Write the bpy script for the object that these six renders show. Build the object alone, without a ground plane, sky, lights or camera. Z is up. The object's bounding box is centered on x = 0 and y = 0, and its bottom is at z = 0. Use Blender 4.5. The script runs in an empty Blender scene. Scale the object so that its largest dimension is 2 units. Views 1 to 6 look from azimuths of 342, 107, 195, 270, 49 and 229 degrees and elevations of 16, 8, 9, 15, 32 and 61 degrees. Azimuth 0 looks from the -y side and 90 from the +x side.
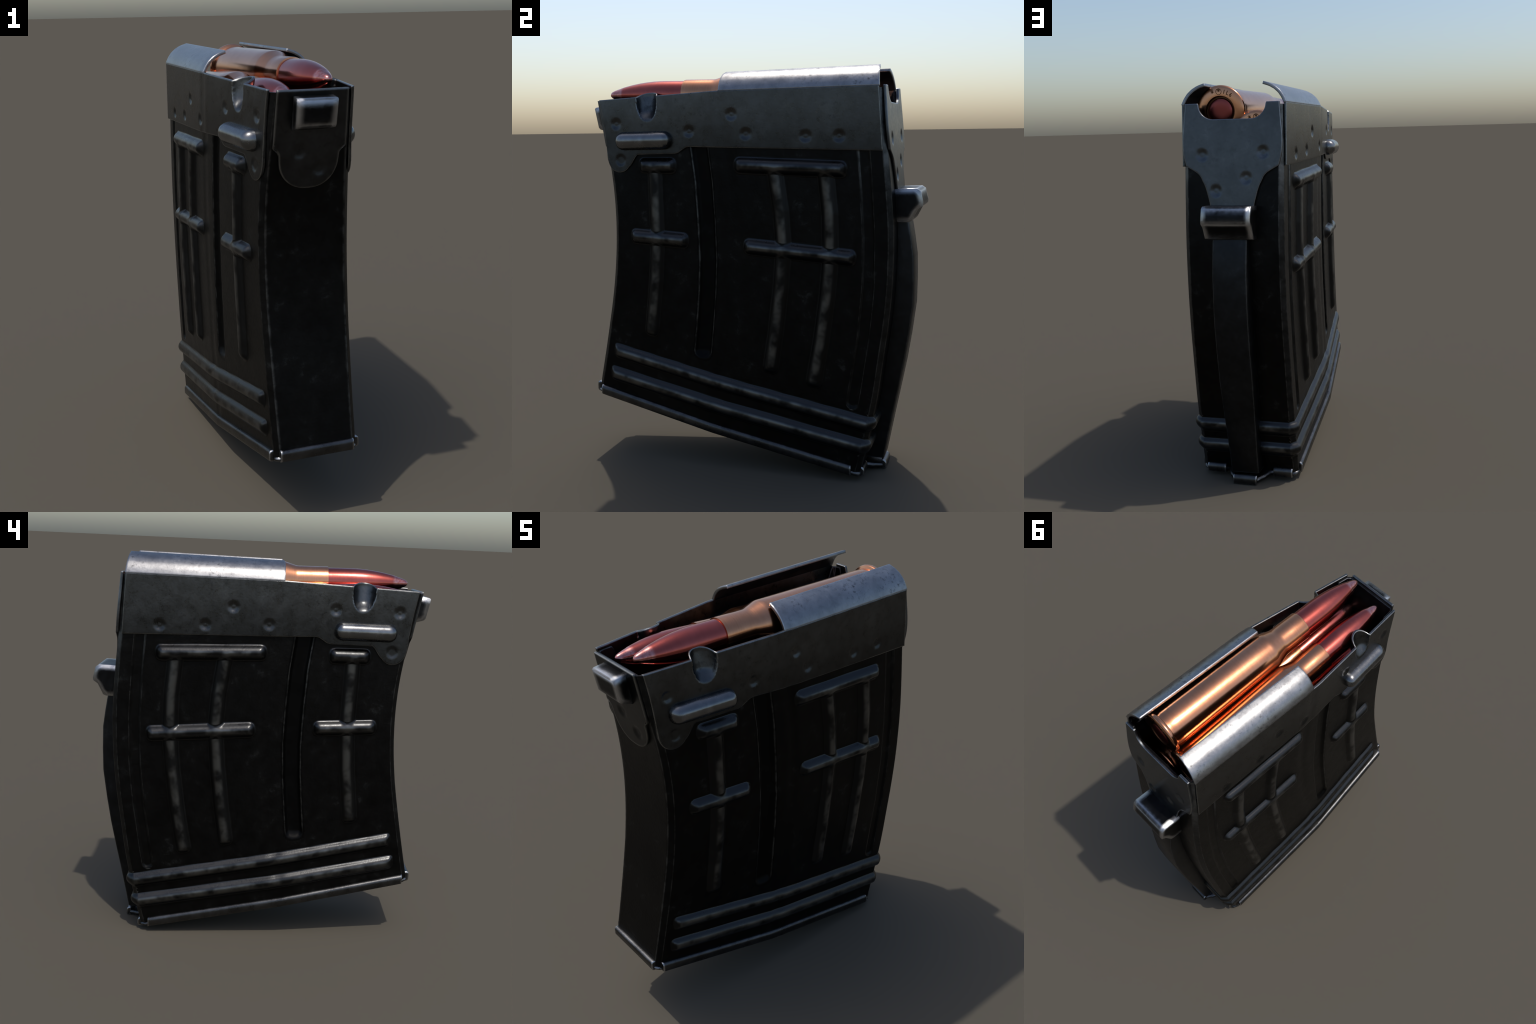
"""Loaded steel rifle box magazine: pressed-steel body, reinforcing plates with
feed lips, catches, spine, floor plate, and a stagger of cartridges inside."""
import bpy, math
import numpy as np
from mathutils import Vector

# ------------------------------------------------------------------ helpers
def smoothstep(a, b, x):
    t = np.clip((x - a) / (b - a), 0, 1)
    return t * t * (3 - 2 * t)

def spline(z, zs, ys):
    """smooth interpolation (cubic Hermite, finite-difference tangents)"""
    zs = np.asarray(zs, float); ys = np.asarray(ys, float)
    m = np.gradient(ys, zs)
    z = np.clip(np.asarray(z, float), zs[0], zs[-1])
    i = np.clip(np.searchsorted(zs, z) - 1, 0, len(zs) - 2)
    h = zs[i + 1] - zs[i]; t = (z - zs[i]) / h
    return ((2*t**3 - 3*t**2 + 1) * ys[i] + (t**3 - 2*t**2 + t) * h * m[i]
            + (-2*t**3 + 3*t**2) * ys[i + 1] + (t**3 - t**2) * h * m[i + 1])

def make_object(name, verts, faces, mat, parent=None, sharp=40, smooth=True):
    me = bpy.data.meshes.new(name)
    me.from_pydata([tuple(map(float, v)) for v in verts], [], [tuple(int(i) for i in f) for f in faces])
    me.update()
    if smooth:
        me.shade_smooth()
        if sharp is not None:
            me.set_sharp_from_angle(angle=math.radians(sharp))
    me.materials.append(mat)
    ob = bpy.data.objects.new(name, me)
    bpy.context.scene.collection.objects.link(ob)
    if parent is not None:
        ob.parent = parent
    return ob

def grid_faces(nr, nc, off=0, closed=False, flip=False):
    r = np.arange(nr - 1)[:, None]
    c = np.arange(nc if closed else nc - 1)[None, :]
    a = off + r * nc + c; b = off + r * nc + (c + 1) % nc
    d = off + (r + 1) * nc + c; e = off + (r + 1) * nc + (c + 1) % nc
    f = np.stack([a, b, e, d] if not flip else [a, d, e, b], -1).reshape(-1, 4)
    return f

def sheet(name, outer, inner, mat, parent, flip=False, sharp=35):
    """a plate of real thickness from two matching vertex grids (nr,nc,3)"""
    nr, nc, _ = outer.shape
    n = nr * nc
    V = np.concatenate([outer.reshape(-1, 3), inner.reshape(-1, 3)])
    F = [grid_faces(nr, nc, 0, flip=flip), grid_faces(nr, nc, n, flip=not flip)]
    idx = np.arange(n).reshape(nr, nc)
    loop = np.concatenate([idx[0, :], idx[1:, -1], idx[-1, -2::-1], idx[-2:0:-1, 0]])
    nxt = np.roll(loop, -1)
    side = np.stack([loop, loop + n, nxt + n, nxt], -1)
    if flip:
        side = side[:, ::-1]
    F.append(side)
    return make_object(name, V, np.concatenate(F), mat, parent, sharp)

def sweep(name, sections, mat, parent, sharp=40):
    """loft of closed sections with capped ends; sections: list of (k,3)"""
    S = np.array(sections, float)
    m, k, _ = S.shape
    F = [tuple(f) for f in grid_faces(m, k, 0, closed=True)]
    F.append(tuple(range(k))[::-1])
    F.append(tuple((m - 1) * k + i for i in range(k)))
    ob = make_object(name, S.reshape(-1, 3), F, mat, parent, sharp)
    fix_normals(ob)
    return ob

def fix_normals(ob):
    import bmesh
    bm = bmesh.new(); bm.from_mesh(ob.data)
    bmesh.ops.recalc_face_normals(bm, faces=bm.faces)
    bm.to_mesh(ob.data); bm.free()

def bevel(ob, width, seg=3, angle=30):
    b = ob.modifiers.new("bevel", 'BEVEL'); b.width = width; b.segments = seg
    b.limit_method = 'ANGLE'; b.angle_limit = math.radians(angle)
    b.harden_normals = False
    return ob

def polyline_distance(Y, Z, pts, power=4.0):
    """distance field around a polyline, squarish at its ends"""
    best = np.full(Y.shape, 9.0)
    for (y0, z0), (y1, z1) in zip(pts[:-1], pts[1:]):
        dy, dz = y1 - y0, z1 - z0
        L = math.hypot(dy, dz)
        t = ((Y - y0) * dy + (Z - z0) * dz) / L
        p = np.abs((Y - y0) * dz - (Z - z0) * dy) / L
        o = np.maximum(np.maximum(-t, t - L), 0)
        best = np.minimum(best, (p ** power + o ** power) ** (1 / power))
    return best

# ------------------------------------------------------------------ materials
def nodes_of(name):
    m = bpy.data.materials.new(name); m.use_nodes = True
    nt = m.node_tree; nt.nodes.clear()
    out = nt.nodes.new('ShaderNodeOutputMaterial')
    bs = nt.nodes.new('ShaderNodeBsdfPrincipled')
    nt.links.new(bs.outputs[0], out.inputs[0])
    return m, nt, bs

class G:
    """small node-graph writer"""
    def __init__(s, nt): s.nt = nt
    def n(s, t, **kw):
        nd = s.nt.nodes.new(t)
        for k, v in kw.items(): setattr(nd, k, v)
        return nd
    def set(s, sock, v):
        if isinstance(v, bpy.types.NodeSocket): s.nt.links.new(v, sock)
        else: sock.default_value = v
    def math(s, op, a, b=0.0, clamp=False):
        nd = s.n('ShaderNodeMath', operation=op, use_clamp=clamp)
        s.set(nd.inputs[0], a); s.set(nd.inputs[1], b); return nd.outputs[0]
    def remap(s, v, a, b, c=0.0, d=1.0):
        nd = s.n('ShaderNodeMapRange', interpolation_type='SMOOTHSTEP')
        s.set(nd.inputs[0], v)
        for i, x in enumerate((a, b, c, d)): s.set(nd.inputs[i + 1], x)
        return nd.outputs[0]
    def noise(s, vec, scale, detail=4.0, rough=0.55, dist=0.0):
        nd = s.n('ShaderNodeTexNoise')
        s.set(nd.inputs['Vector'], vec); nd.inputs['Scale'].default_value = scale
        nd.inputs['Detail'].default_value = detail; nd.inputs['Roughness'].default_value = rough
        nd.inputs['Distortion'].default_value = dist
        return nd.outputs[0]
    def mix(s, f, a, b):
        nd = s.n('ShaderNodeMix', data_type='RGBA')
        s.set(nd.inputs[0], f); s.set(nd.inputs[6], a); s.set(nd.inputs[7], b); return nd.outputs[2]
    def mapping(s, vec, scale):
        nd = s.n('ShaderNodeMapping'); s.set(nd.inputs[0], vec)
        nd.inputs['Scale'].default_value = scale; return nd.outputs[0]

def rgb(*c): return (c[0], c[1], c[2], 1.0)

def steel(name, base, dark, worn, rough, rough_worn=0.3, metal=1.0, edge_radius=0.012,
          edge_gain=6.0, edge_cut=(0.25, 0.75), speck=0.0, speck_scale=26.0, crest=0.0, crest_base=None, gloss=0.0, fade=None, corner=None, haze=0.0, haze_col=None, bump=0.25,
          pressed=False, metal_spec=0.5):
    """blackened steel: blotched base, dark specks, worn edges and (optionally) worn crests"""
    m, nt, bs = nodes_of(name); g = G(nt)
    co = g.n('ShaderNodeTexCoord').outputs['Object']
    geo = g.n('ShaderNodeNewGeometry')
    big = g.noise(co, 5.0, 5.0, 0.6)
    mid = g.noise(co, 17.0, 5.0, 0.65, 0.3)
    fine = g.noise(co, 95.0, 3.0, 0.6)
    streak = g.noise(g.mapping(co, (14, 14, 120)), 1.0, 3.0, 0.6)
    if pressed:                      # dense pressed sheet: convex folds found from the mesh curvature
        edge = g.remap(geo.outputs['Pointiness'], 0.508, 0.545)
    else:
        bev = g.n('ShaderNodeBevel', samples=6); bev.inputs['Radius'].default_value = edge_radius
        dot = g.n('ShaderNodeVectorMath', operation='DOT_PRODUCT')
        g.set(dot.inputs[0], bev.outputs[0]); g.set(dot.inputs[1], geo.outputs['Normal'])
        edge = g.math('MULTIPLY', g.math('SUBTRACT', 1.0, dot.outputs['Value']), edge_gain)
    edge = g.math('MULTIPLY', edge, g.remap(mid, 0.35, 0.65, 0.45, 1.1) if pressed else g.remap(mid, 0.3, 0.65, 0.45, 1.25))
    edge = g.remap(edge, 0.1, 1.0) if pressed else g.remap(edge, *edge_cut)
    tone = g.remap(big, 0.3, 0.7)
    tone = g.math('MULTIPLY', g.math('ADD', tone, g.remap(mid, 0.25, 0.75)), 0.5)
    col = g.mix(tone, rgb(*dark), rgb(*base))
    if haze > 0:
        hz = g.math('MULTIPLY', g.remap(mid, 0.55, 0.75), g.remap(big, 0.45, 0.65))
        col = g.mix(g.math('MULTIPLY', hz, haze), col, rgb(*haze_col))
    if speck > 0:
        sp = g.math('MULTIPLY', g.remap(g.noise(co, speck_scale, 6.0, 0.72), 0.50, 0.68), g.remap(big, 0.40, 0.62, 0.15, 1.0))
        col = g.mix(g.math('MULTIPLY', sp, speck), col, rgb(*[d * 0.45 for d in dark]))
    if fade is not None:             # reflection gradient painted into the colour: darker towards the lower rim
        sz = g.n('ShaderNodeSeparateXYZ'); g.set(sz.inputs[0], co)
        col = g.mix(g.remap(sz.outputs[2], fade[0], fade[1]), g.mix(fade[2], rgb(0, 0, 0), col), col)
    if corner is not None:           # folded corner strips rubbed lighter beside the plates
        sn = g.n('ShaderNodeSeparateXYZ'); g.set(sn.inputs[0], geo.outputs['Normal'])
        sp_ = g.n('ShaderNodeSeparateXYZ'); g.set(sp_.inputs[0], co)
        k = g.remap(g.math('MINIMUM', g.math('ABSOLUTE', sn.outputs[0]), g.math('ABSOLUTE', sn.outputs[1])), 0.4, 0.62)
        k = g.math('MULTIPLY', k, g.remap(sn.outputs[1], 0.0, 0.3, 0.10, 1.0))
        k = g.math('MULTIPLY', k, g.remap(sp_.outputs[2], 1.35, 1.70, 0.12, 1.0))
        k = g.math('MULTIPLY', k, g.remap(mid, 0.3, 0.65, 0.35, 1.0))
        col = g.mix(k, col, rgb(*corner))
    wear = edge; raised = None
    if crest > 0:
        sx = g.n('ShaderNodeSeparateXYZ'); g.set(sx.inputs[0], geo.outputs['Normal'])
        up = g.math('MAXIMUM', g.math('ABSOLUTE', sx.outputs[0]), sx.outputs[1])
        convex = g.remap(geo.outputs['Pointiness'], 0.5012, 0.506)
        flank = g.remap(up, 0.975, 0.92)
        raised = g.math('MAXIMUM', convex, flank)
        raised = g.math('MULTIPLY', raised, g.remap(g.math('ABSOLUTE', sx.outputs[2]), 0.10, 0.40, 0.30, 1.0))
        cr = g.math('MULTIPLY', g.remap(up, 0.82, 0.99), convex)
        cr = g.math('MULTIPLY', cr, g.remap(g.noise(co, 12.0, 2.5, 0.5, 0.2), 0.34, 0.68))
        if crest_base is not None:
            col = g.mix(raised, col, rgb(*crest_base))
        edge = g.math('MULTIPLY', edge, 0.3); wear = edge
        wear = g.math('MAXIMUM', wear, g.math('MULTIPLY', cr, crest))
    col = g.mix(wear, col, rgb(*worn))
    r = g.math('ADD', rough, g.math('MULTIPLY', g.math('SUBTRACT', fine, 0.5), 0.18))
    r = g.math('ADD', r, g.math('MULTIPLY', g.math('SUBTRACT', mid, 0.5), 0.22))
    if raised is not None and gloss: r = g.math('SUBTRACT', r, g.math('MULTIPLY', raised, gloss))
    nd = g.n('ShaderNodeMix', data_type='FLOAT')
    g.set(nd.inputs[0], wear); g.set(nd.inputs[2], r); g.set(nd.inputs[3], rough_worn)
    bp = g.n('ShaderNodeBump'); bp.inputs['Strength'].default_value = bump
    bp.inputs['Distance'].default_value = 0.0025
    g.set(bp.inputs['Height'], g.math('ADD', g.math('MULTIPLY', fine, 0.6), g.math('MULTIPLY', mid, 0.8)))
    if not pressed: g.set(bp.inputs['Normal'], bev.outputs[0])
    g.set(bs.inputs['Base Color'], col); g.set(bs.inputs['Roughness'], nd.outputs[0])
    bs.inputs['Metallic'].default_value = metal
    g.set(bs.inputs['Normal'], bp.outputs[0])
    return m

def cartridge_metal(name, col, dark, rough, axis_rings=True, tip=None):
    m, nt, bs = nodes_of(name); g = G(nt)
    co = g.n('ShaderNodeTexCoord').outputs['Object']
    big = g.noise(co, 6.0, 4.0, 0.6)
    lathe = g.noise(g.mapping(co, (2.0, 160.0, 2.0)), 1.0, 2.0, 0.5)
    fine = g.noise(co, 60.0, 4.0, 0.6)
    f = g.math('MULTIPLY', g.math('ADD', g.remap(big, 0.3, 0.7), lathe), 0.5)
    c = g.mix(f, rgb(*dark), rgb(*col))
    if tip is not None:
        sx = g.n('ShaderNodeSeparateXYZ'); g.set(sx.inputs[0], co)
        t = g.math('MULTIPLY', g.remap(sx.outputs[1], tip[0] + 0.02, tip[0]), g.remap(fine, 0.3, 0.6, 0.3, 1.0))
        c = g.mix(t, c, rgb(*tip[1]))
    r = g.math('ADD', rough, g.math('MULTIPLY', g.math('SUBTRACT', fine, 0.5), 0.12))
    bp = g.n('ShaderNodeBump'); bp.inputs['Strength'].default_value = 0.06
    bp.inputs['Distance'].default_value = 0.001
    g.set(bp.inputs['Height'], lathe)
    g.set(bs.inputs['Base Color'], c); g.set(bs.inputs['Roughness'], r)
    bs.inputs['Metallic'].default_value = 1.0
    g.set(bs.inputs['Normal'], bp.outputs[0])
    return m

M_BODY = steel("blackened_body_steel", (0.0150, 0.0146, 0.0138), (0.0085, 0.0081, 0.0077), (0.085, 0.084, 0.080),
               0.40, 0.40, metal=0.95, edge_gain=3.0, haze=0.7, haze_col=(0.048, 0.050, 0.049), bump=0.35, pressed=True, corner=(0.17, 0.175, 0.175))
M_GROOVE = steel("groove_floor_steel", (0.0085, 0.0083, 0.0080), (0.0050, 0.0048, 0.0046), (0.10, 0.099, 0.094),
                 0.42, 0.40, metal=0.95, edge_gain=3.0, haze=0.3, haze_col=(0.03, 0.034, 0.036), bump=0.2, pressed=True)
M_RIB = steel("worn_rib_steel", (0.0150, 0.0146, 0.0138), (0.0085, 0.0081, 0.0077), (0.165, 0.165, 0.158),
              0.40, 0.33, metal=0.97, crest=0.75, crest_base=(0.042, 0.0425, 0.043), gloss=0.09, bump=0.2, pressed=True)
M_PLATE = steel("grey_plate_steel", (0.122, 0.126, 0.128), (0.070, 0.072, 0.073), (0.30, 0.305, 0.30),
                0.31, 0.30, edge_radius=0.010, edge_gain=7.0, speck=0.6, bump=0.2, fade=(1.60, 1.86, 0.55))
M_LIP = steel("polished_lip_steel", (0.36, 0.36, 0.363), (0.21, 0.21, 0.213), (0.50, 0.505, 0.52),
              0.33, 0.27, edge_gain=4.0, speck=1.0, speck_scale=52.0, bump=0.12)
M_CATCH = steel("worn_catch_steel", (0.026, 0.026, 0.027), (0.012, 0.012, 0.012), (0.66, 0.665, 0.68),
                0.44, 0.27, edge_radius=0.046, edge_gain=11.0, edge_cut=(0.12, 0.75), bump=0.12)
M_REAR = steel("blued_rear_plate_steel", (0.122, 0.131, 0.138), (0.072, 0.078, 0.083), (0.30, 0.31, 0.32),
               0.38, 0.32, edge_radius=0.010, edge_gain=7.0, speck=0.25, haze=0.35, haze_col=(0.2, 0.21, 0.22), bump=0.15)
M_RIM = steel("worn_rim_steel", (0.11, 0.111, 0.113), (0.05, 0.05, 0.051), (0.52, 0.525, 0.54),
              0.31, 0.25, edge_radius=0.014, edge_gain=11.0, bump=0.2)
M_INNER = steel("dark_inner_steel", (0.022, 0.022, 0.023), (0.012, 0.012, 0.012), (0.15, 0.155, 0.165),
                0.5, 0.4, edge_gain=3.0, bump=0.1)
M_CASE = cartridge_metal("copper_washed_case", (0.70, 0.335, 0.19), (0.52, 0.225, 0.115), 0.20)
M_BULLET = cartridge_metal("red_copper_bullet", (0.49, 0.120, 0.098), (0.36, 0.078, 0.063), 0.21,
                           tip=(-1.30, (0.55, 0.25, 0.23)))
M_PRIMER = cartridge_metal("red_primer", (0.36, 0.085, 0.07), (0.26, 0.055, 0.045), 0.34)
M_MARK = cartridge_metal("stamped_mark_shadow", (0.16, 0.075, 0.035), (0.12, 0.055, 0.03), 0.45)

# ------------------------------------------------------------------ overall form
FRONT_Z = [0.30, 0.364, 0.54, 0.70, 0.89, 1.07, 1.24, 1.39, 1.51, 1.62, 1.87]
FRONT_Y = [-0.850, -0.838, -0.801, -0.769, -0.735, -0.714, -0.707, -0.713, -0.727, -0.746, -0.790]
REAR_Z = [0.0, 0.10, 0.32, 0.415, 0.61, 0.79, 0.94, 1.09, 1.246, 1.40, 1.60, 1.91]
REAR_Y = [0.578, 0.604, 0.652, 0.670, 0.698, 0.722, 0.736, 0.742, 0.741, 0.731, 0.713, 0.686]
def front_y(z): return spline(z, FRONT_Z, FRONT_Y)
def rear_y(z): return spline(z, REAR_Z, REAR_Y)

KINK = 0.466                                    # where the taper towards the nose begins
def half_width_s(s, z):
    w0 = spline(z, [0.3, 0.8, 1.1, 1.4, 1.62, 1.9], [0.185, 0.192, 0.195, 0.192, 0.182, 0.164])
    wr = 0.248 + 0.005 * smoothstep(1.2, 0.3, z)
    k = np.clip(s / KINK, 0, 1)
    soft = 0.004 * np.exp(-((s - KINK) / 0.02) ** 2)      # the fold is a little rounded
    return w0 + (wr - w0) * k - soft
def half_width(y, z):
    a = front_y(np.clip(z, 0.3, 1.87)); b = rear_y(z)
    return half_width_s((y - a) / (b - a), z)

def plate_offset(y, z):
    """the side plates stand proud at the back and lie almost flush at the nose"""
    a = front_y(np.clip(z, 0.3, 1.87)); b = rear_y(z)
    k = np.clip((y - a) / (b - a) / KINK, 0, 1)
    return PLATE_OFF - 0.0070 * (1 - k) * smoothstep(1.86, 1.62, z)

# pressed relief of the side walls, in side-view coordinates (y, z)
BARS = [[(-0.512, 1.533), (-0.380, 1.533)], [(-0.570, 1.172), (-0.322, 1.160)],
        [(0.010, 1.536), (0.486, 1.518)], [(0.052, 1.141), (0.530, 1.103)]]
POSTS = [[(-0.462, 1.51), (-0.460, 1.32), (-0.457, 1.17), (-0.472, 0.95), (-0.503, 0.695)],
         [(0.176, 1.51), (0.203, 1.32), (0.216, 1.14), (0.200, 0.94), (0.173, 0.72), (0.147, 0.555)],
         [(0.424, 1.50), (0.443, 1.31), (0.447, 1.11), (0.431, 0.915), (0.400, 0.69), (0.367, 0.50)]]
GUIDE = [(-0.235, 1.78), (-0.213, 1.62), (-0.193, 1.455), (-0.182, 1.26), (-0.178, 1.07), (-0.186, 0.90),
         (-0.204, 0.705), (-0.215, 0.605)]
SEAM = [(0.585, 1.80), (0.603, 1.597), (0.618, 1.395), (0.629, 1.19), (0.626, 0.96), (0.605, 0.725), (0.555, 0.395)]

def relief_ribs(Y, Z):
    h = np.zeros(Y.shape)
    for r, H, group in ((0.037, 0.030, BARS), (0.039, 0.023, POSTS)):
        for p in group:
            d = polyline_distance(Y, Z, p, 3.0)
            a = H * np.clip(1 - (d / r) ** 2, 0, 1) ** 0.85
            h = (h ** 4 + a ** 4) ** 0.25
    return h

def relief_grooves(Y, Z):
    d = polyline_distance(Y, Z, GUIDE, 2.6)
    g = -0.018 * smoothstep(0.048, 0.028, d) * smoothstep(0.552, 0.606, Z)
    d = polyline_distance(Y, Z, SEAM, 2.0)
    return g - 0.009 * smoothstep(0.029, 0.019, d)

RIDGES = [(0.566, 0.287), (0.437, 0.166)]       # height at the nose end / at the rear corner
def relief_ridges(Y, Z, fade):
    h = np.zeros(Y.shape)
    for z0, z1 in RIDGES:
        zc = z0 + (Y + 0.75) / 1.41 * (z1 - z0)
        d = np.abs(Z - zc) * 0.98
        end = np.maximum(-0.722 - (zc - 0.437) * -0.2 - Y, 0) if fade else 0
        d = (d ** 4 + end ** 4) ** 0.25
        h = np.maximum(h, 0.023 * np.clip(1 - (d / 0.035) ** 2, 0, 1) ** 0.75)
    return h

# dents pressed into the reinforcing plates
DENTS_RIGHT = [(-0.678, 1.742), (-0.264, 1.701), (-0.036, 1.779), (0.035, 1.686), (0.330, 1.673), (0.490, 1.672), (-0.656, 1.560)]
DENTS_LEFT = [(-0.683, 1.756), (-0.361, 1.761), (0.144, 1.757), (-0.034, 1.678), (0.280, 1.664), (0.506, 1.654), (-0.659, 1.560)]
def dent(d, r=0.029, depth=0.0075):
    return -depth * smoothstep(r * 1.15, r * 0.35, d) + depth * 0.15 * smoothstep(r * 0.45, 0, d)

def scoop(Y, Z):
    """finger scoop pressed into the upper edge: deepest at the edge, running out below"""
    zr = np.clip((Z - 1.752) / 0.125, 0, 1.2)
    hw = 0.056 * np.sqrt(np.clip(1 - (1 - np.clip(zr / 0.8, 0, 1)) ** 2, 0, 1)) + 1e-5
    c = -0.495 - 0.004 * zr
    u = np.clip(1 - ((Y - c) / hw) ** 2, 0, 1)
    depth = 0.058 * (0.55 * smoothstep(0, 0.45, zr) + 0.45 * np.clip(zr, 0, 1))
    return -depth * u ** 0.55 * (zr > 0)

# ------------------------------------------------------------------ root
def empty(name, label, category):
    e = bpy.data.objects.new(name, None)
    bpy.context.scene.collection.objects.link(e)
    e["label"] = label; e["category"] = category
    return e
MAG = empty("rifle_magazine", "blackened steel curved box magazine with ribbed sides and feed lips", "rifle magazine")

# ------------------------------------------------------------------ body shell
def body_ring(n_side, n_front=12, n_arc=6, n_rear=44):
    """half ring of (kind, a, b): 0 front a=x fraction, 1 nose corner angle, 2 side s, 3 rear corner, 4 rear"""
    r = []
    for i in range(n_front): r.append((0, i / n_front, 0))
    for i in range(n_arc): r.append((1, i / (n_arc - 1), 0))
    for i in range(1, n_side): r.append((2, i / n_side, 0))
    for i in range(n_arc): r.append((3, i / (n_arc - 1), 0))
    for i in range(1, n_rear + 1): r.append((4, 1 - i / n_rear, 0))
    return r

RC = 0.022                                       # corner radius
def body_points(T, ring, inset=0.0, relief=True):
    """T: array of levels 0 (mouth) .. 1 (floor). Returns points (nt, n, 3), normals and rib/ridge masks of a half"""
    zF = 1.852 - 1.522 * T; zR = 1.889 - 1.846 * T
    yF = front_y(zF); yR = rear_y(zR)
    L = yR - yF
    kind = np.array([q[0] for q in ring]); a = np.array([q[1] for q in ring])
    nt, n = len(T), len(ring)
    S = np.zeros((nt, n)); X = np.zeros((nt, n)); NX = np.zeros((nt, n)); NY = np.zeros((nt, n))
    rc = RC / L
    zmid = 0.5 * (zF + zR)
    for j in range(n):
        k, f = kind[j], a[j]
        if k in (0, 1): wc = half_width_s(rc, zF) - RC
        if k in (3, 4): wc = half_width_s(1 - rc, zR) - RC
        if k == 0: S[:, j] = 0; X[:, j] = f * wc; NY[:, j] = -1
        elif k == 1:
            t = f * math.pi / 2
            S[:, j] = rc * f; X[:, j] = wc + RC * f
            NX[:, j] = math.sin(t); NY[:, j] = -math.cos(t)
        elif k == 2:
            s = rc + (1 - 2 * rc) * f
            S[:, j] = s; X[:, j] = half_width_s(s, zF + (zR - zF) * s); NX[:, j] = 1
        elif k == 3:
            t = f * math.pi / 2
            S[:, j] = 1 - rc + rc * f; X[:, j] = wc + RC * (1 - f)
            NX[:, j] = math.cos(t); NY[:, j] = math.sin(t)
        else: S[:, j] = 1; X[:, j] = f * wc; NY[:, j] = 1
    Y = yF[:, None] + L[:, None] * S
    Z = zF[:, None] + (zR - zF)[:, None] * S
    # the side walls stop lower than the plates that cover them
    drop = 0.055 * smoothstep(0.055, 0.075, S) * smoothstep(0.985, 0.965, S) * (kind == 2)[None]
    drop = drop + 0.090 * smoothstep(0.196, 0.172, X) * (kind == 4)[None]
    Z = Z - drop * np.exp(-(T / 0.07) ** 2)[:, None]
    h = np.zeros((nt, n)); rib = np.zeros((nt, n)); ridge = np.zeros((nt, n)); groove = np.zeros((nt, n))
    side = (kind == 2)
    if relief:
        rib[:, side] = relief_ribs(Y[:, side], Z[:, side])
        groove[:, side] = relief_grooves(Y[:, side], Z[:, side])
        wrap = kind >= 2
        ridge[:, wrap] = relief_ridges(Y[:, wrap], Z[:, wrap], True)
        h = np.maximum(rib, ridge) + groove
    sc = np.zeros((nt, n))
    sc[:, side] = scoop(Y[:, side], Z[:, side])
    h = h + sc - inset - 0.004 * (sc < -0.001)
    P = np.stack([X + NX * h, Y + NY * h, Z], -1)
    return P, rib, ridge, groove

def mirror_ring(A, vec=False):
    """append the x<0 half (reverse order, without the two centre points)"""
    B = A[:, -2:0:-1].copy()
    if vec: B[..., 0] *= -1
    return np.concatenate([A, B], 1)

ring = body_ring(262)
T = np.linspace(0, 1, 275)
P, rib, ridge, groove = body_points(T, ring)
P = mirror_ring(P, True)
rib, ridge, groove = map(mirror_ring, (rib, ridge, groove))
nr, nc = P.shape[:2]
V = P.reshape(-1, 3)
F = grid_faces(nr, nc, 0, closed=True, flip=True)
# vertex normals of the whole shell, kept when the pressed features are split off
fn = np.cross(V[F[:, 2]] - V[F[:, 0]], V[F[:, 3]] - V[F[:, 1]])
VN = np.zeros_like(V)
for k in range(4): np.add.at(VN, F[:, k], fn)
VN /= np.linalg.norm(VN, axis=1, keepdims=True) + 1e-12
out = np.array([0, 0, 1.0])
if np.mean(np.sum(VN * (V - V.mean(0)), 1)) < 0:
    F = F[:, ::-1]; VN = -VN

def face_max(A): return A.reshape(-1)[F].max(1)
cx = V[F].mean(1)
region = np.zeros(len(F), int)
def dilate(A, n=2):
    B = A > 0.0004
    for _ in range(n):
        B = B | np.roll(B, 1, 1) | np.roll(B, -1, 1); B[1:] |= B[:-1].copy(); B[:-1] |= B[1:].copy()
    return B.astype(float)
left = (cx[:, 0] < 0).astype(int)
r_rib = face_max(dilate(rib)) > 0
region[r_rib] = 1 + left[r_rib] + 2 * (cx[r_rib][:, 1] > -0.2)
r_rd = face_max(dilate(ridge)) > 0
lower = cx[:, 2] < (0.5 * (RIDGES[0][0] + RIDGES[1][0]) + (cx[:, 1] + 0.75) / 1.41 * 0.5 * (RIDGES[0][1] + RIDGES[1][1] - RIDGES[0][0] - RIDGES[1][0]))
region[r_rd] = 5 + lower[r_rd]
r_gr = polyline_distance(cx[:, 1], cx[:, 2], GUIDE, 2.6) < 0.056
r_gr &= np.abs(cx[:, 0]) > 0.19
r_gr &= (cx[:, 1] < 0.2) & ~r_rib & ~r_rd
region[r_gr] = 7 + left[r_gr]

def split_part(name, ids, mat, parent):
    f = F[np.isin(region, ids)]
    used, inv = np.unique(f, return_inverse=True)
    f = inv.reshape(f.shape)
    me = bpy.data.meshes.new(name)
    me.from_pydata(V[used].tolist(), [], f.tolist()); me.update(); me.shade_smooth()
    me.normals_split_custom_set_from_vertices(VN[used].tolist())
    me.materials.append(mat)
    ob = bpy.data.objects.new(name, me)
    bpy.context.scene.collection.objects.link(ob); ob.parent = parent
    return ob

body = split_part("body", [0], M_BODY, MAG)
for i in (1, 2): split_part("short_rib", [i], M_RIB, body)
for i in (3, 4): split_part("ladder_rib", [i], M_RIB, body)
for i in (5, 6): split_part("wrap_ridge", [i], M_RIB, body)
for i in (7, 8): split_part("guide_groove", [i], M_GROOVE, body)

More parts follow.
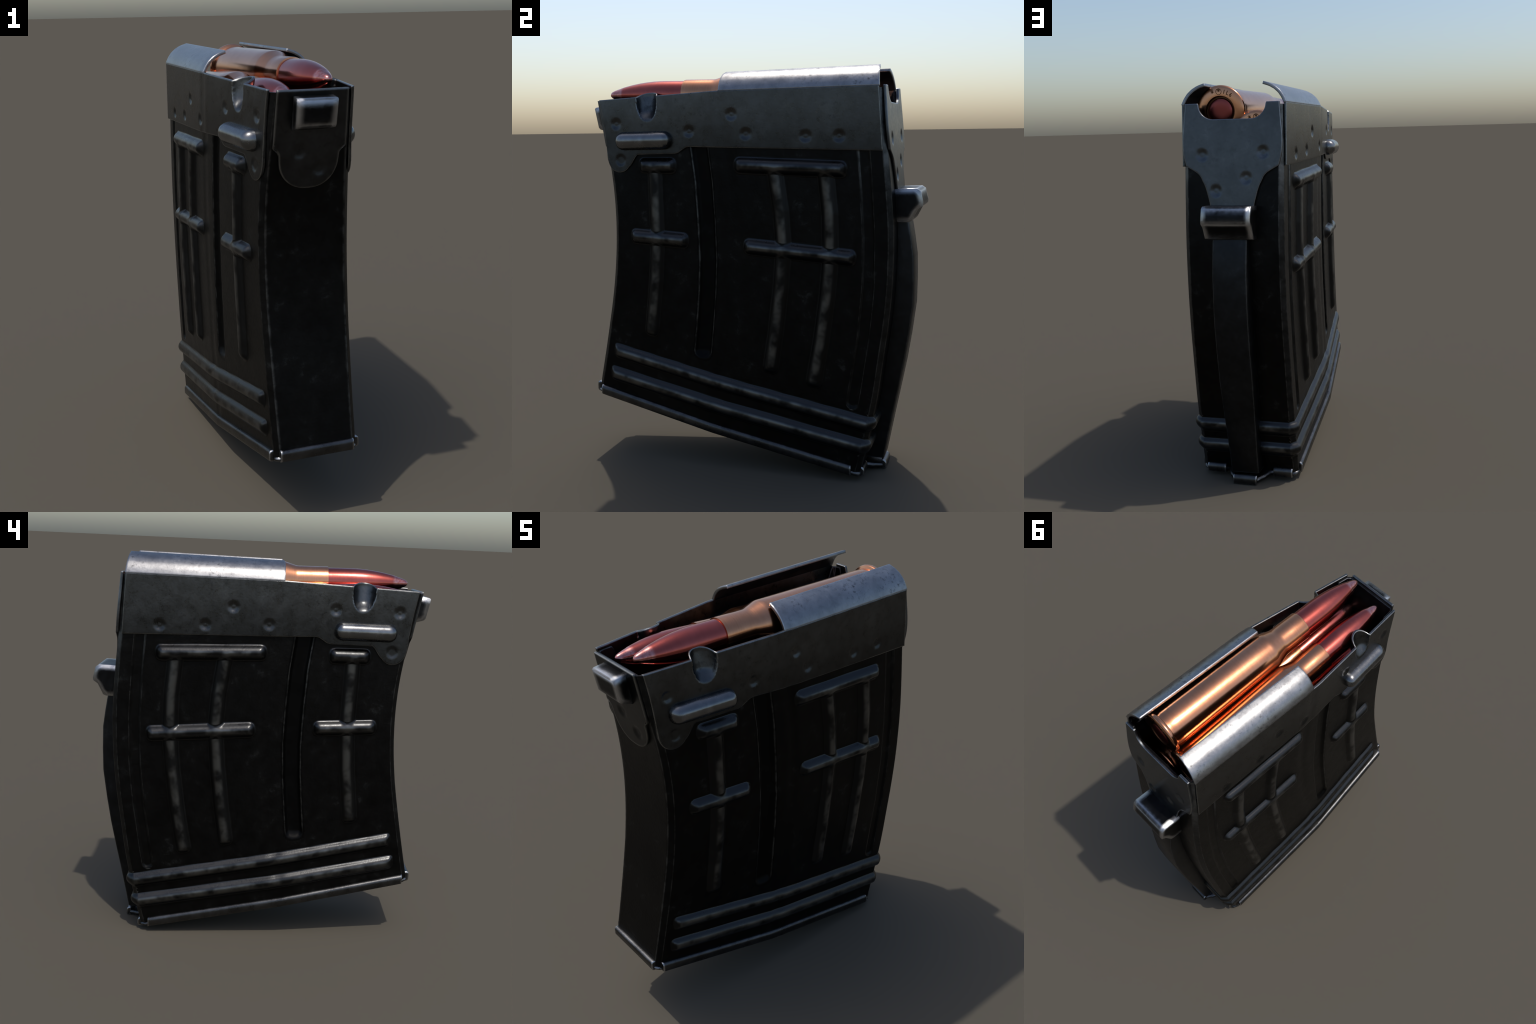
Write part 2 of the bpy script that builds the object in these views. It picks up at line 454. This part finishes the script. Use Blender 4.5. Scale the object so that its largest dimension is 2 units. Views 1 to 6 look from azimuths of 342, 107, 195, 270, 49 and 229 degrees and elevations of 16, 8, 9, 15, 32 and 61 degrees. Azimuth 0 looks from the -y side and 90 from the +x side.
# inner wall with the rolled mouth edge
rin = body_ring(60, 6, 4, 8)
TI = np.concatenate([np.linspace(0, 0.11, 14), np.linspace(0.16, 0.985, 8)])
ring_top = body_points(np.array([0.0]), ring, 0.0)[0]
PI = mirror_ring(body_points(TI, ring, (0.012 + 0.019 * smoothstep(0.0, 0.05, TI))[:, None], relief=False)[0], True)
PT = mirror_ring(ring_top, True)
PIV = np.concatenate([PT, PI], 0)
inner = make_object("inner_wall", PIV.reshape(-1, 3), grid_faces(PIV.shape[0], nc, 0, closed=True, flip=True), M_INNER, body, 50)
fix_normals(inner)

# ------------------------------------------------------------------ side plates and feed lips
PLATE_OFF, PLATE_T = 0.0125, 0.012
def plate_front_y(z): return spline(z, [1.45, 1.55, 1.65, 1.75, 1.87], [-0.712, -0.731, -0.741, -0.754, -0.776])
def plate_rear_y(z): return spline(z, [1.58, 1.60, 1.75, 1.91], [0.695, 0.693, 0.683, 0.671])
def plate_top(y): return np.interp(y, [-0.80, -0.10, 0.68], [1.862, 1.8925, 1.8985])
def plate_bottom(y):
    lin = np.interp(y, [-0.560, -0.345, -0.325, -0.305, -0.285, -0.270, 0.70],
                    [1.588, 1.592, 1.597, 1.610, 1.622, 1.626, 1.603])
    tab = 1.565 - np.sqrt(np.clip(0.067 ** 2 - (y + 0.663) ** 2, 0, None))
    ramp = 1.527 + (1.588 - 1.527) * smoothstep(-0.612, -0.552, y)
    return np.where(y < -0.609, np.minimum(tab, 1.57), np.where(y < -0.555, np.minimum(ramp, 1.588), lin))

def side_plate(sign, dents):
    nu, nv = 300, 84
    u = np.linspace(0, 1, nu)
    y0 = np.interp(u, [0, 1], [-0.776, 0.671])
    Vv = np.linspace(0, 1, nv)[:, None]
    Y = np.repeat(y0[None], nv, 0); Z = np.zeros_like(Y)
    for _ in range(4):
        zb = plate_bottom(Y); zt = plate_top(Y)
        Z = zb + (zt - zb) * Vv
        a = plate_front_y(Z); b = plate_rear_y(Z)
        Y = a + (b - a) * u[None]
    Z = Z + 0.020 * np.clip(-scoop(Y, Z) / 0.056, 0, 1) * smoothstep(0.80, 1.0, Vv)
    W = half_width(Y, Z); PO = plate_offset(Y, Z)
    off = np.zeros_like(Y)
    for (dy, dz) in dents:
        off += dent(np.hypot(Y - dy, Z - dz))
    off = np.maximum(off, 0.0020 - PO)
    off += scoop(Y, Z)
    outer = np.stack([sign * (W + PO + off), Y, Z], -1)
    inn = np.stack([sign * (W + PO + off - PLATE_T), Y, Z], -1)
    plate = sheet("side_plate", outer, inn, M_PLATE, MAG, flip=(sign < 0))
    # feed lip: leans in from the plate's upper edge behind the fold
    nl, ng = 90, 14
    g = np.linspace(0, 1, ng)
    fx = np.interp(g, [0, .2, .4, .6, .8, 1], [0, .115, .262, .455, .695, 1.0])
    fz = np.interp(g, [0, .2, .4, .6, .8, 1], [0, .285, .525, .725, .885, 1.0])
    yy = np.zeros((ng, nl)); xx = np.zeros_like(yy); zz = np.zeros_like(yy)
    for i in range(ng):
        ya = -0.102 + 0.007 * max(0, (g[i] - 0.55) / 0.45) ** 2
        yb = 0.676 - 0.014 * g[i]
        yy[i] = np.linspace(ya, yb, nl)
        zt = plate_top(yy[i])
        w = half_width(yy[i], zt) + PLATE_OFF + 0.0015
        xx[i] = w - fx[i] * (w - 0.148)
        zz[i] = zt - 0.0005 + fz[i] * (1.986 + 0.012 * (yy[i] + 0.1) / 0.78 - zt)
    ou = np.stack([sign * xx, yy, zz], -1)
    dx = np.gradient(xx[:, 0]); dz = np.gradient(zz[:, 0]); ln = np.hypot(dx, dz)
    nx, nz = (-dz / ln)[:, None], (dx / ln)[:, None]      # inward-down normal
    th = 0.0145
    nx = np.broadcast_to(nx, xx.shape); nz = np.broadcast_to(nz, xx.shape)
    inn = np.stack([sign * (xx + nx * th), yy, zz + nz * th], -1)
    sheet("feed_lip", ou, inn, M_LIP, plate, flip=(sign < 0), sharp=40)
    # pressed stud: long rounded bar standing on the plate
    ny, nz_ = 60, 30
    yc0, yc1, zc = -0.678, -0.360, 1.657
    hy, hz, H = (yc1 - yc0) / 2, 0.046, 0.052
    ys = np.linspace(-1, 1, ny); zs = np.linspace(-1, 1, nz_)
    YY = (yc0 + yc1) / 2 + hy * np.sin(ys * math.pi / 2)[None] + 0 * zs[:, None]
    ZZ = zc + hz * np.sin(zs * math.pi / 2)[:, None] + 0 * ys[None]
    dd = np.maximum(np.abs(YY - (yc0 + yc1) / 2) - (hy - hz), 0) / hz
    q = (dd ** 2.2 + (np.abs(ZZ - zc) / hz) ** 2.2)
    hgt = np.clip(1 - q, 0, 1) ** 0.52
    keep = q < 1.02
    ang = np.where(q > 1, q ** (-1 / 2.2), 1.0)
    ec = np.clip(YY, yc0 + hz, yc1 - hz)
    YY = ec + (YY - ec) * ang; ZZ = zc + (ZZ - zc) * ang
    ZZ = ZZ + 0.012 * (YY - (yc0 + yc1) / 2)
    W = half_width(YY, ZZ) + plate_offset(YY, ZZ)
    ou = np.stack([sign * (W - 0.002 + H * hgt), YY, ZZ], -1)
    st = make_object("pressed_stud", ou.reshape(-1, 3), grid_faces(nz_, ny, 0, flip=(sign < 0)), M_RIM2, plate, 60)
    return plate

M_RIM2 = steel("grey_stud_steel", (0.20, 0.203, 0.206), (0.13, 0.132, 0.135), (0.34, 0.345, 0.36),
               0.25, 0.24, crest=0.4, bump=0.10, pressed=True)
side_plate(+1, DENTS_RIGHT)
side_plate(-1, DENTS_LEFT)

# ------------------------------------------------------------------ rear plate with cartridge notch, and rear catch
def rear_plate():
    na, nv = 121, 110
    u = np.sin(np.linspace(-1, 1, na) * math.pi / 2 * 0.0 + 0) + np.linspace(-1, 1, na)
    xt = np.abs(u) * 0.234
    e = np.clip((0.168 - xt) / 0.078, 0, 1)
    ztop = np.where(xt > 0.168, 1.901, 1.901 - 0.076 * np.sqrt(np.clip(1 - (1 - e) ** 2, 0, 1)))
    zbot = 1.405
    v = np.linspace(0, 1, nv)[:, None]
    Z = zbot + (ztop[None] - zbot) * v
    hw = spline(Z, [1.40, 1.418, 1.464, 1.53, 1.575, 1.592, 1.606, 1.62, 1.91],
                [0.106, 0.109, 0.120, 0.144, 0.176, 0.205, 0.229, 0.2335, 0.234])
    X = u[None] * hw
    off = np.zeros_like(Z)
    for (dx, dz) in ((0.149, 1.658), (-0.154, 1.668), (-0.070, 1.548), (0.080, 1.488)):
        off += dent(np.hypot(X - dx, Z - dz), 0.030, 0.008)
    Y = rear_y(Z) + 0.0135 + off
    outer = np.stack([X, Y, Z], -1)
    inn = np.stack([X, Y - 0.0125, Z], -1)
    return sheet("rear_plate", outer, inn, M_REAR, MAG, flip=True)
RP = rear_plate()

def prism(name, prof, x0, x1, mat, parent, bev, seg=3):
    """profile in (y,z), drawn out along x"""
    n = len(prof)
    Vx = [(x0, y, z) for y, z in prof] + [(x1, y, z) for y, z in prof]
    Fx = [tuple(range(n))[::-1], tuple(range(n, 2 * n))] + [(i, (i + 1) % n, n + (i + 1) % n, n + i) for i in range(n)]
    ob = make_object(name, Vx, Fx, mat, parent, 30)
    fix_normals(ob)
    if bev: bevel(ob, bev, seg, 25)
    return ob

prism("rear_catch", [(0.700, 1.416), (0.775, 1.421), (0.832, 1.422), (0.849, 1.410), (0.8625, 1.356), (0.8610, 1.340),
                     (0.838, 1.324), (0.826, 1.300), (0.810, 1.268), (0.795, 1.262), (0.700, 1.262)], -0.118, 0.118, M_CATCH, RP, 0)

# raised spine down the back
def spine():
    prof = [(1.30, 0.782), (1.263, 0.792), (1.18, 0.806), (1.09, 0.8185), (0.97, 0.8205), (0.85, 0.8185), (0.70, 0.799),
            (0.56, 0.777), (0.42, 0.750), (0.28, 0.722), (0.16, 0.699), (0.06, 0.680)]
    secs = []
    for z, y in prof:
        hw = 0.0865 - 0.014 * smoothstep(0.6, 0.05, z); yi = float(rear_y(z)) - 0.01; xo = 0.003 - 0.003 * (1.3 - z)
        b = 0.010
        secs.append([(xo - hw, yi, z), (xo - hw, y - b, z), (xo - hw + 0.35 * b, y - 0.35 * b, z), (xo - hw + b, y, z),
                     (xo + hw - b, y, z), (xo + hw - 0.35 * b, y - 0.35 * b, z), (xo + hw, y - b, z), (xo + hw, yi, z)])
    return sweep("rear_spine", secs, M_SPINE, MAG, 30)
M_SPINE = steel("spine_steel", (0.030, 0.031, 0.033), (0.017, 0.0175, 0.018), (0.16, 0.17, 0.18),
                0.38, 0.38, metal=0.95, edge_radius=0.012, edge_gain=11.0, haze=0.4, haze_col=(0.06, 0.07, 0.075), bump=0.2)
spine()

# ------------------------------------------------------------------ front plate and front catch
def front_plate():
    na, nv = 90, 110
    u = np.linspace(-1, 1, na)
    bot = 1.464 + 0.115 * (1 - np.sqrt(np.clip(1 - np.abs(u) ** 2.3, 0, 1)))
    v = np.linspace(0, 1, nv)[:, None]
    Z = bot[None] + (1.861 - bot[None]) * v
    hw = np.interp(Z, [1.40, 1.53, 1.580, 1.608, 1.620, 1.628, 1.634, 1.75, 1.87],
                   [0.124, 0.125, 0.1265, 0.128, 0.134, 0.150, 0.154, 0.151, 0.147])
    X = u[None] * hw
    off = np.zeros_like(Z)
    for (dx, dz) in ((-0.042, 1.616), (0.047, 1.542)):
        off += dent(np.hypot(X - dx, Z - dz), 0.032, 0.006)
    Y = front_y(Z) - 0.0125 - off
    outer = np.stack([X, Y, Z], -1); inn = np.stack([X, Y + 0.0115, Z], -1)
    return sheet("front_plate", outer, inn, M_PLATE_DARK, MAG, flip=False)
M_PLATE_DARK = steel("dark_plate_steel", (0.060, 0.061, 0.062), (0.030, 0.030, 0.031), (0.26, 0.26, 0.25),
                     0.33, 0.33, edge_radius=0.016, edge_gain=9.0, edge_cut=(0.2, 1.1), speck=0.3, bump=0.2)
FP = front_plate()
M_CATCHF = M_CATCH
prism("front_catch", [(-0.770, 1.836), (-0.800, 1.836), (-0.848, 1.829), (-0.854, 1.822), (-0.835, 1.726), (-0.826, 1.716), (-0.770, 1.700)],
      -0.080, 0.082, M_CATCHF, FP, 0)

# ------------------------------------------------------------------ floor plate with folded flanges
def floor_z(y): return 0.320 - 0.2085 * (y + 0.855)
def floor_outline(o):
    """plan outline (x>=0 half, nose to tail) pushed out by o"""
    pts = []
    yf, yr = -0.845 - o, 0.592 + o
    wf, wr, r = 0.187 + o, 0.252 + o, 0.032
    pts.append((0.0, yf)); pts.append((wf - r, yf))
    for i in range(1, 7):
        t = i / 7 * math.pi / 2; pts.append((wf - r + r * math.sin(t), yf + r - r * math.cos(t)))
    pts.append((wf, yf + r)); pts.append((wr, -0.170)); pts.append((wr, yr - r))
    for i in range(1, 7):
        t = i / 7 * math.pi / 2; pts.append((wr - r + r * math.cos(t), yr - r + r * math.sin(t)))
    pts.append((wr - r, yr)); pts.append((0.118, yr))
    for i in range(1, 7):                                    # out round the foot of the spine
        t = i / 7; k = float(smoothstep(0, 1, np.array(t))); pts.append((0.118 - 0.036 * t, yr + 0.050 * k))
    for i in range(0, 6):
        t = i / 5 * math.pi / 2; pts.append((0.082 - 0.036 * math.sin(t) * 0.8, yr + 0.050 + 0.040 * math.sin(t)))
    pts.append((0.0, yr + 0.090))
    return pts
def closed_outline(o):
    h = floor_outline(o)
    return h + [(-x, y) for x, y in h[-2:0:-1]]
secs = []
for o, hz in ((-0.012, 0.000), (-0.003, 0.0025), (0.002, 0.009), (0.002, 0.018), (-0.002, 0.023), (-0.012, 0.025)):
    secs.append([(x, y, floor_z(y) + hz) for x, y in closed_outline(o)])
FLOOR = sweep("floor_plate", secs, M_RIM, MAG, 50)

def flange(path, normals, parent, height=0.052, thick=0.016, base=0.001):
    """folded-up rim segment: rounded strip swept along a plan path"""
    secs = []
    r = 0.0095
    prof = [(-0.010, 0.0), (thick - r, 0.0), (thick - 0.3 * r, 0.3 * r), (thick, r), (thick, height - 1.6 * r),
            (thick - 0.25 * r, height - 0.7 * r), (thick - 0.9 * r, height - 0.15 * r), (thick - 1.6 * r, height), (-0.010, height)]
    for (x, y), (nx, ny) in zip(path, normals):
        secs.append([(x + nx * n, y + ny * n, floor_z(y + ny * n) + base + h) for n, h in prof])
    ob = sweep("rim_flange", secs, M_RIM, parent, 50)
    return ob
def side_path(sg):
    ys = np.concatenate([np.linspace(-0.815, -0.19, 12), np.linspace(-0.17, 0.548, 10)])
    out = [(sg * np.interp(y, [-0.845, -0.17, 0.6], [0.187, 0.251, 0.251]), y) for y in ys]
    return out, [(sg, 0)] * len(out)
flange([(-0.166, -0.842), (0.166, -0.842)], [(0, -1)] * 2, FLOOR, 0.054)
for sg in (1, -1):
    p, n = side_path(sg); flange(p, n, FLOOR)
    flange([(sg * 0.226, 0.592), (sg * 0.128, 0.592)], [(0, 1)] * 2, FLOOR, 0.046)
flange([(0.061, 0.678), (-0.061, 0.678)], [(0, 1)] * 2, FLOOR, 0.046, 0.014)

# ------------------------------------------------------------------ cartridges
CASE = [(0.0, 0.074), (0.0, 0.112), (-0.004, 0.121), (-0.009, 0.1245), (-0.019, 0.1245), (-0.025, 0.121), (-0.028, 0.113),
        (-0.031, 0.1085), (-0.036, 0.108), (-0.046, 0.1105), (-0.10, 0.1102), (-0.25, 0.1075), (-0.45, 0.1045),
        (-0.60, 0.1022), (-0.700, 0.1005), (-0.712, 0.0992), (-0.722, 0.0965), (-0.775, 0.0800), (-0.786, 0.0778), (-0.798, 0.0770),
        (-0.85, 0.0768), (-0.940, 0.0765), (-0.946, 0.0755), (-0.9465, 0.0700), (-0.930, 0.0695)]
BULLET = [(-0.930, 0.0700), (-1.000, 0.0705), (-1.050, 0.0705), (-1.085, 0.0700), (-1.12, 0.0683), (-1.16, 0.0644), (-1.20, 0.0588),
          (-1.24, 0.0514), (-1.28, 0.0420), (-1.300, 0.0366), (-1.303, 0.0350), (-1.325, 0.0285), (-1.345, 0.0215),
          (-1.356, 0.0165), (-1.363, 0.0105), (-1.3665, 0.005), (-1.3675, 0.0)]
CUP = [(0.0, 0.074), (-0.002, 0.0735), (-0.016, 0.0725), (-0.018, 0.070), (-0.018, 0.0635)]
PRIMER = [(-0.018, 0.0635), (-0.008, 0.0625), (-0.003, 0.058), (0.0005, 0.046), (0.0015, 0.030), (0.002, 0.015), (0.002, 0.0)]

def lathe(name, prof, mat, seg=72, sharp=35):
    """profile (y along the axis, radius) turned about the y axis"""
    a = np.linspace(0, 2 * math.pi, seg, endpoint=False)
    Vx = np.array([[(r * math.cos(t), y, r * math.sin(t)) for t in a] for y, r in prof]).reshape(-1, 3)
    me = bpy.data.meshes.new(name)
    me.from_pydata(Vx.tolist(), [], grid_faces(len(prof), seg, 0, closed=True, flip=True).tolist())
    import bmesh
    bm = bmesh.new(); bm.from_mesh(me)
    bmesh.ops.remove_doubles(bm, verts=bm.verts, dist=1e-5)
    bmesh.ops.recalc_face_normals(bm, faces=bm.faces)
    bm.to_mesh(me); bm.free()
    me.shade_smooth(); me.set_sharp_from_angle(angle=math.radians(sharp))
    me.materials.append(mat)
    return me

def headstamp_mesh():
    """small stamped marks standing on an arc of the case head"""
    parts = []
    def glyph(txt, ang, size, rad):
        cu = bpy.data.curves.new("mark", 'FONT'); cu.body = txt; cu.size = size
        cu.align_x = 'CENTER'; cu.align_y = 'CENTER'; cu.extrude = 0.0004; cu.offset = 0.0006; cu.resolution_u = 3
        ob = bpy.data.objects.new("mark", cu); bpy.context.scene.collection.objects.link(ob)
        dg = bpy.context.evaluated_depsgraph_get()
        me = bpy.data.meshes.new_from_object(ob.evaluated_get(dg))
        vs = np.array([v.co[:] for v in me.vertices]); fs = [tuple(p.vertices) for p in me.polygons]
        bpy.data.objects.remove(ob); bpy.data.curves.remove(cu); bpy.data.meshes.remove(me)
        # seen from behind (+y looking to -y): right is -x
        px, pz = vs[:, 0], vs[:, 1] + rad
        c, s = math.cos(ang), math.sin(ang)
        X = -(px * c + pz * s); Zc = -px * s + pz * c
        parts.append((np.stack([X, 0.0004 + vs[:, 2], Zc], -1), fs))
    for txt, ang, size in (("*", -22, 0.034), ("*", -3, 0.034), ("1", 14, 0.027), ("L", 25, 0.027), ("6", 36, 0.027)):
        glyph(txt, math.radians(ang), size, 0.0935)
    # ring round the middle sign
    a = np.linspace(0, 2 * math.pi, 28, endpoint=False)
    c0, r0, r1 = math.radians(-3), 0.0125, 0.0150
    vs = [(math.sin(-c0) * 0.0935 + r * math.cos(t), 0.0008, math.cos(c0) * 0.0935 + r * math.sin(t)) for r in (r0, r1) for t in a]
    parts.append((np.array(vs), grid_faces(2, 28, 0, closed=True).tolist()))
    Vx, Fx, o = [], [], 0
    for v, f in parts:
        Vx.append(v); Fx += [tuple(i + o for i in q) for q in f]; o += len(v)
    me = bpy.data.meshes.new("headstamp")
    me.from_pydata(np.concatenate(Vx).tolist(), [], Fx); me.update(); me.materials.append(M_MARK)
    return me

ME_CASE = lathe("case", CASE, M_CASE)
ME_CUP = lathe("primer_pocket", CUP, M_MARK)
ME_BULLET = lathe("bullet", BULLET, M_BULLET, sharp=50)
ME_PRIMER = lathe("primer", PRIMER, M_PRIMER, sharp=60)
ME_STAMP = headstamp_mesh()

def cartridge(head, tip):
    e = empty("cartridge", "bottlenecked rimmed rifle cartridge with copper case and red bullet", "cartridge")
    e.location = head
    d = Vector(tip) - Vector(head)
    e.rotation_mode = 'QUATERNION'
    e.rotation_quaternion = Vector((0, -1, 0)).rotation_difference(d.normalized())
    for nm, me in (("case", ME_CASE), ("bullet", ME_BULLET), ("primer", ME_PRIMER)):
        ob = bpy.data.objects.new(nm, me); bpy.context.scene.collection.objects.link(ob); ob.parent = e
        if nm == "case": case = ob
    for nm, me in (("primer_pocket", ME_CUP), ("headstamp", ME_STAMP)):
        ob = bpy.data.objects.new(nm, me); bpy.context.scene.collection.objects.link(ob); ob.parent = case
    return e

def cart_along(x, mouth, slope, xt=None):
    """place by the case-mouth point (y,z) and nose-up slope"""
    d = np.array([((xt if xt is not None else x) - x) / 0.42, -1.0, slope]); d /= np.linalg.norm(d)
    mo = np.array([x, mouth[0], mouth[1]])
    head = mo - d * 0.9465
    return cartridge(tuple(head), tuple(mo + d * 0.42))
cartridge((0.087, 0.612, 1.864), (0.085, -0.757, 1.891))
cart_along(-0.086, (-0.325, 1.806), 0.070, -0.079)
cart_along(0.088, (-0.318, 1.665), 0.115)
cart_along(-0.088, (-0.310, 1.535), 0.155)
cart_along(0.088, (-0.300, 1.385), 0.185)
cart_along(-0.088, (-0.295, 1.245), 0.205)
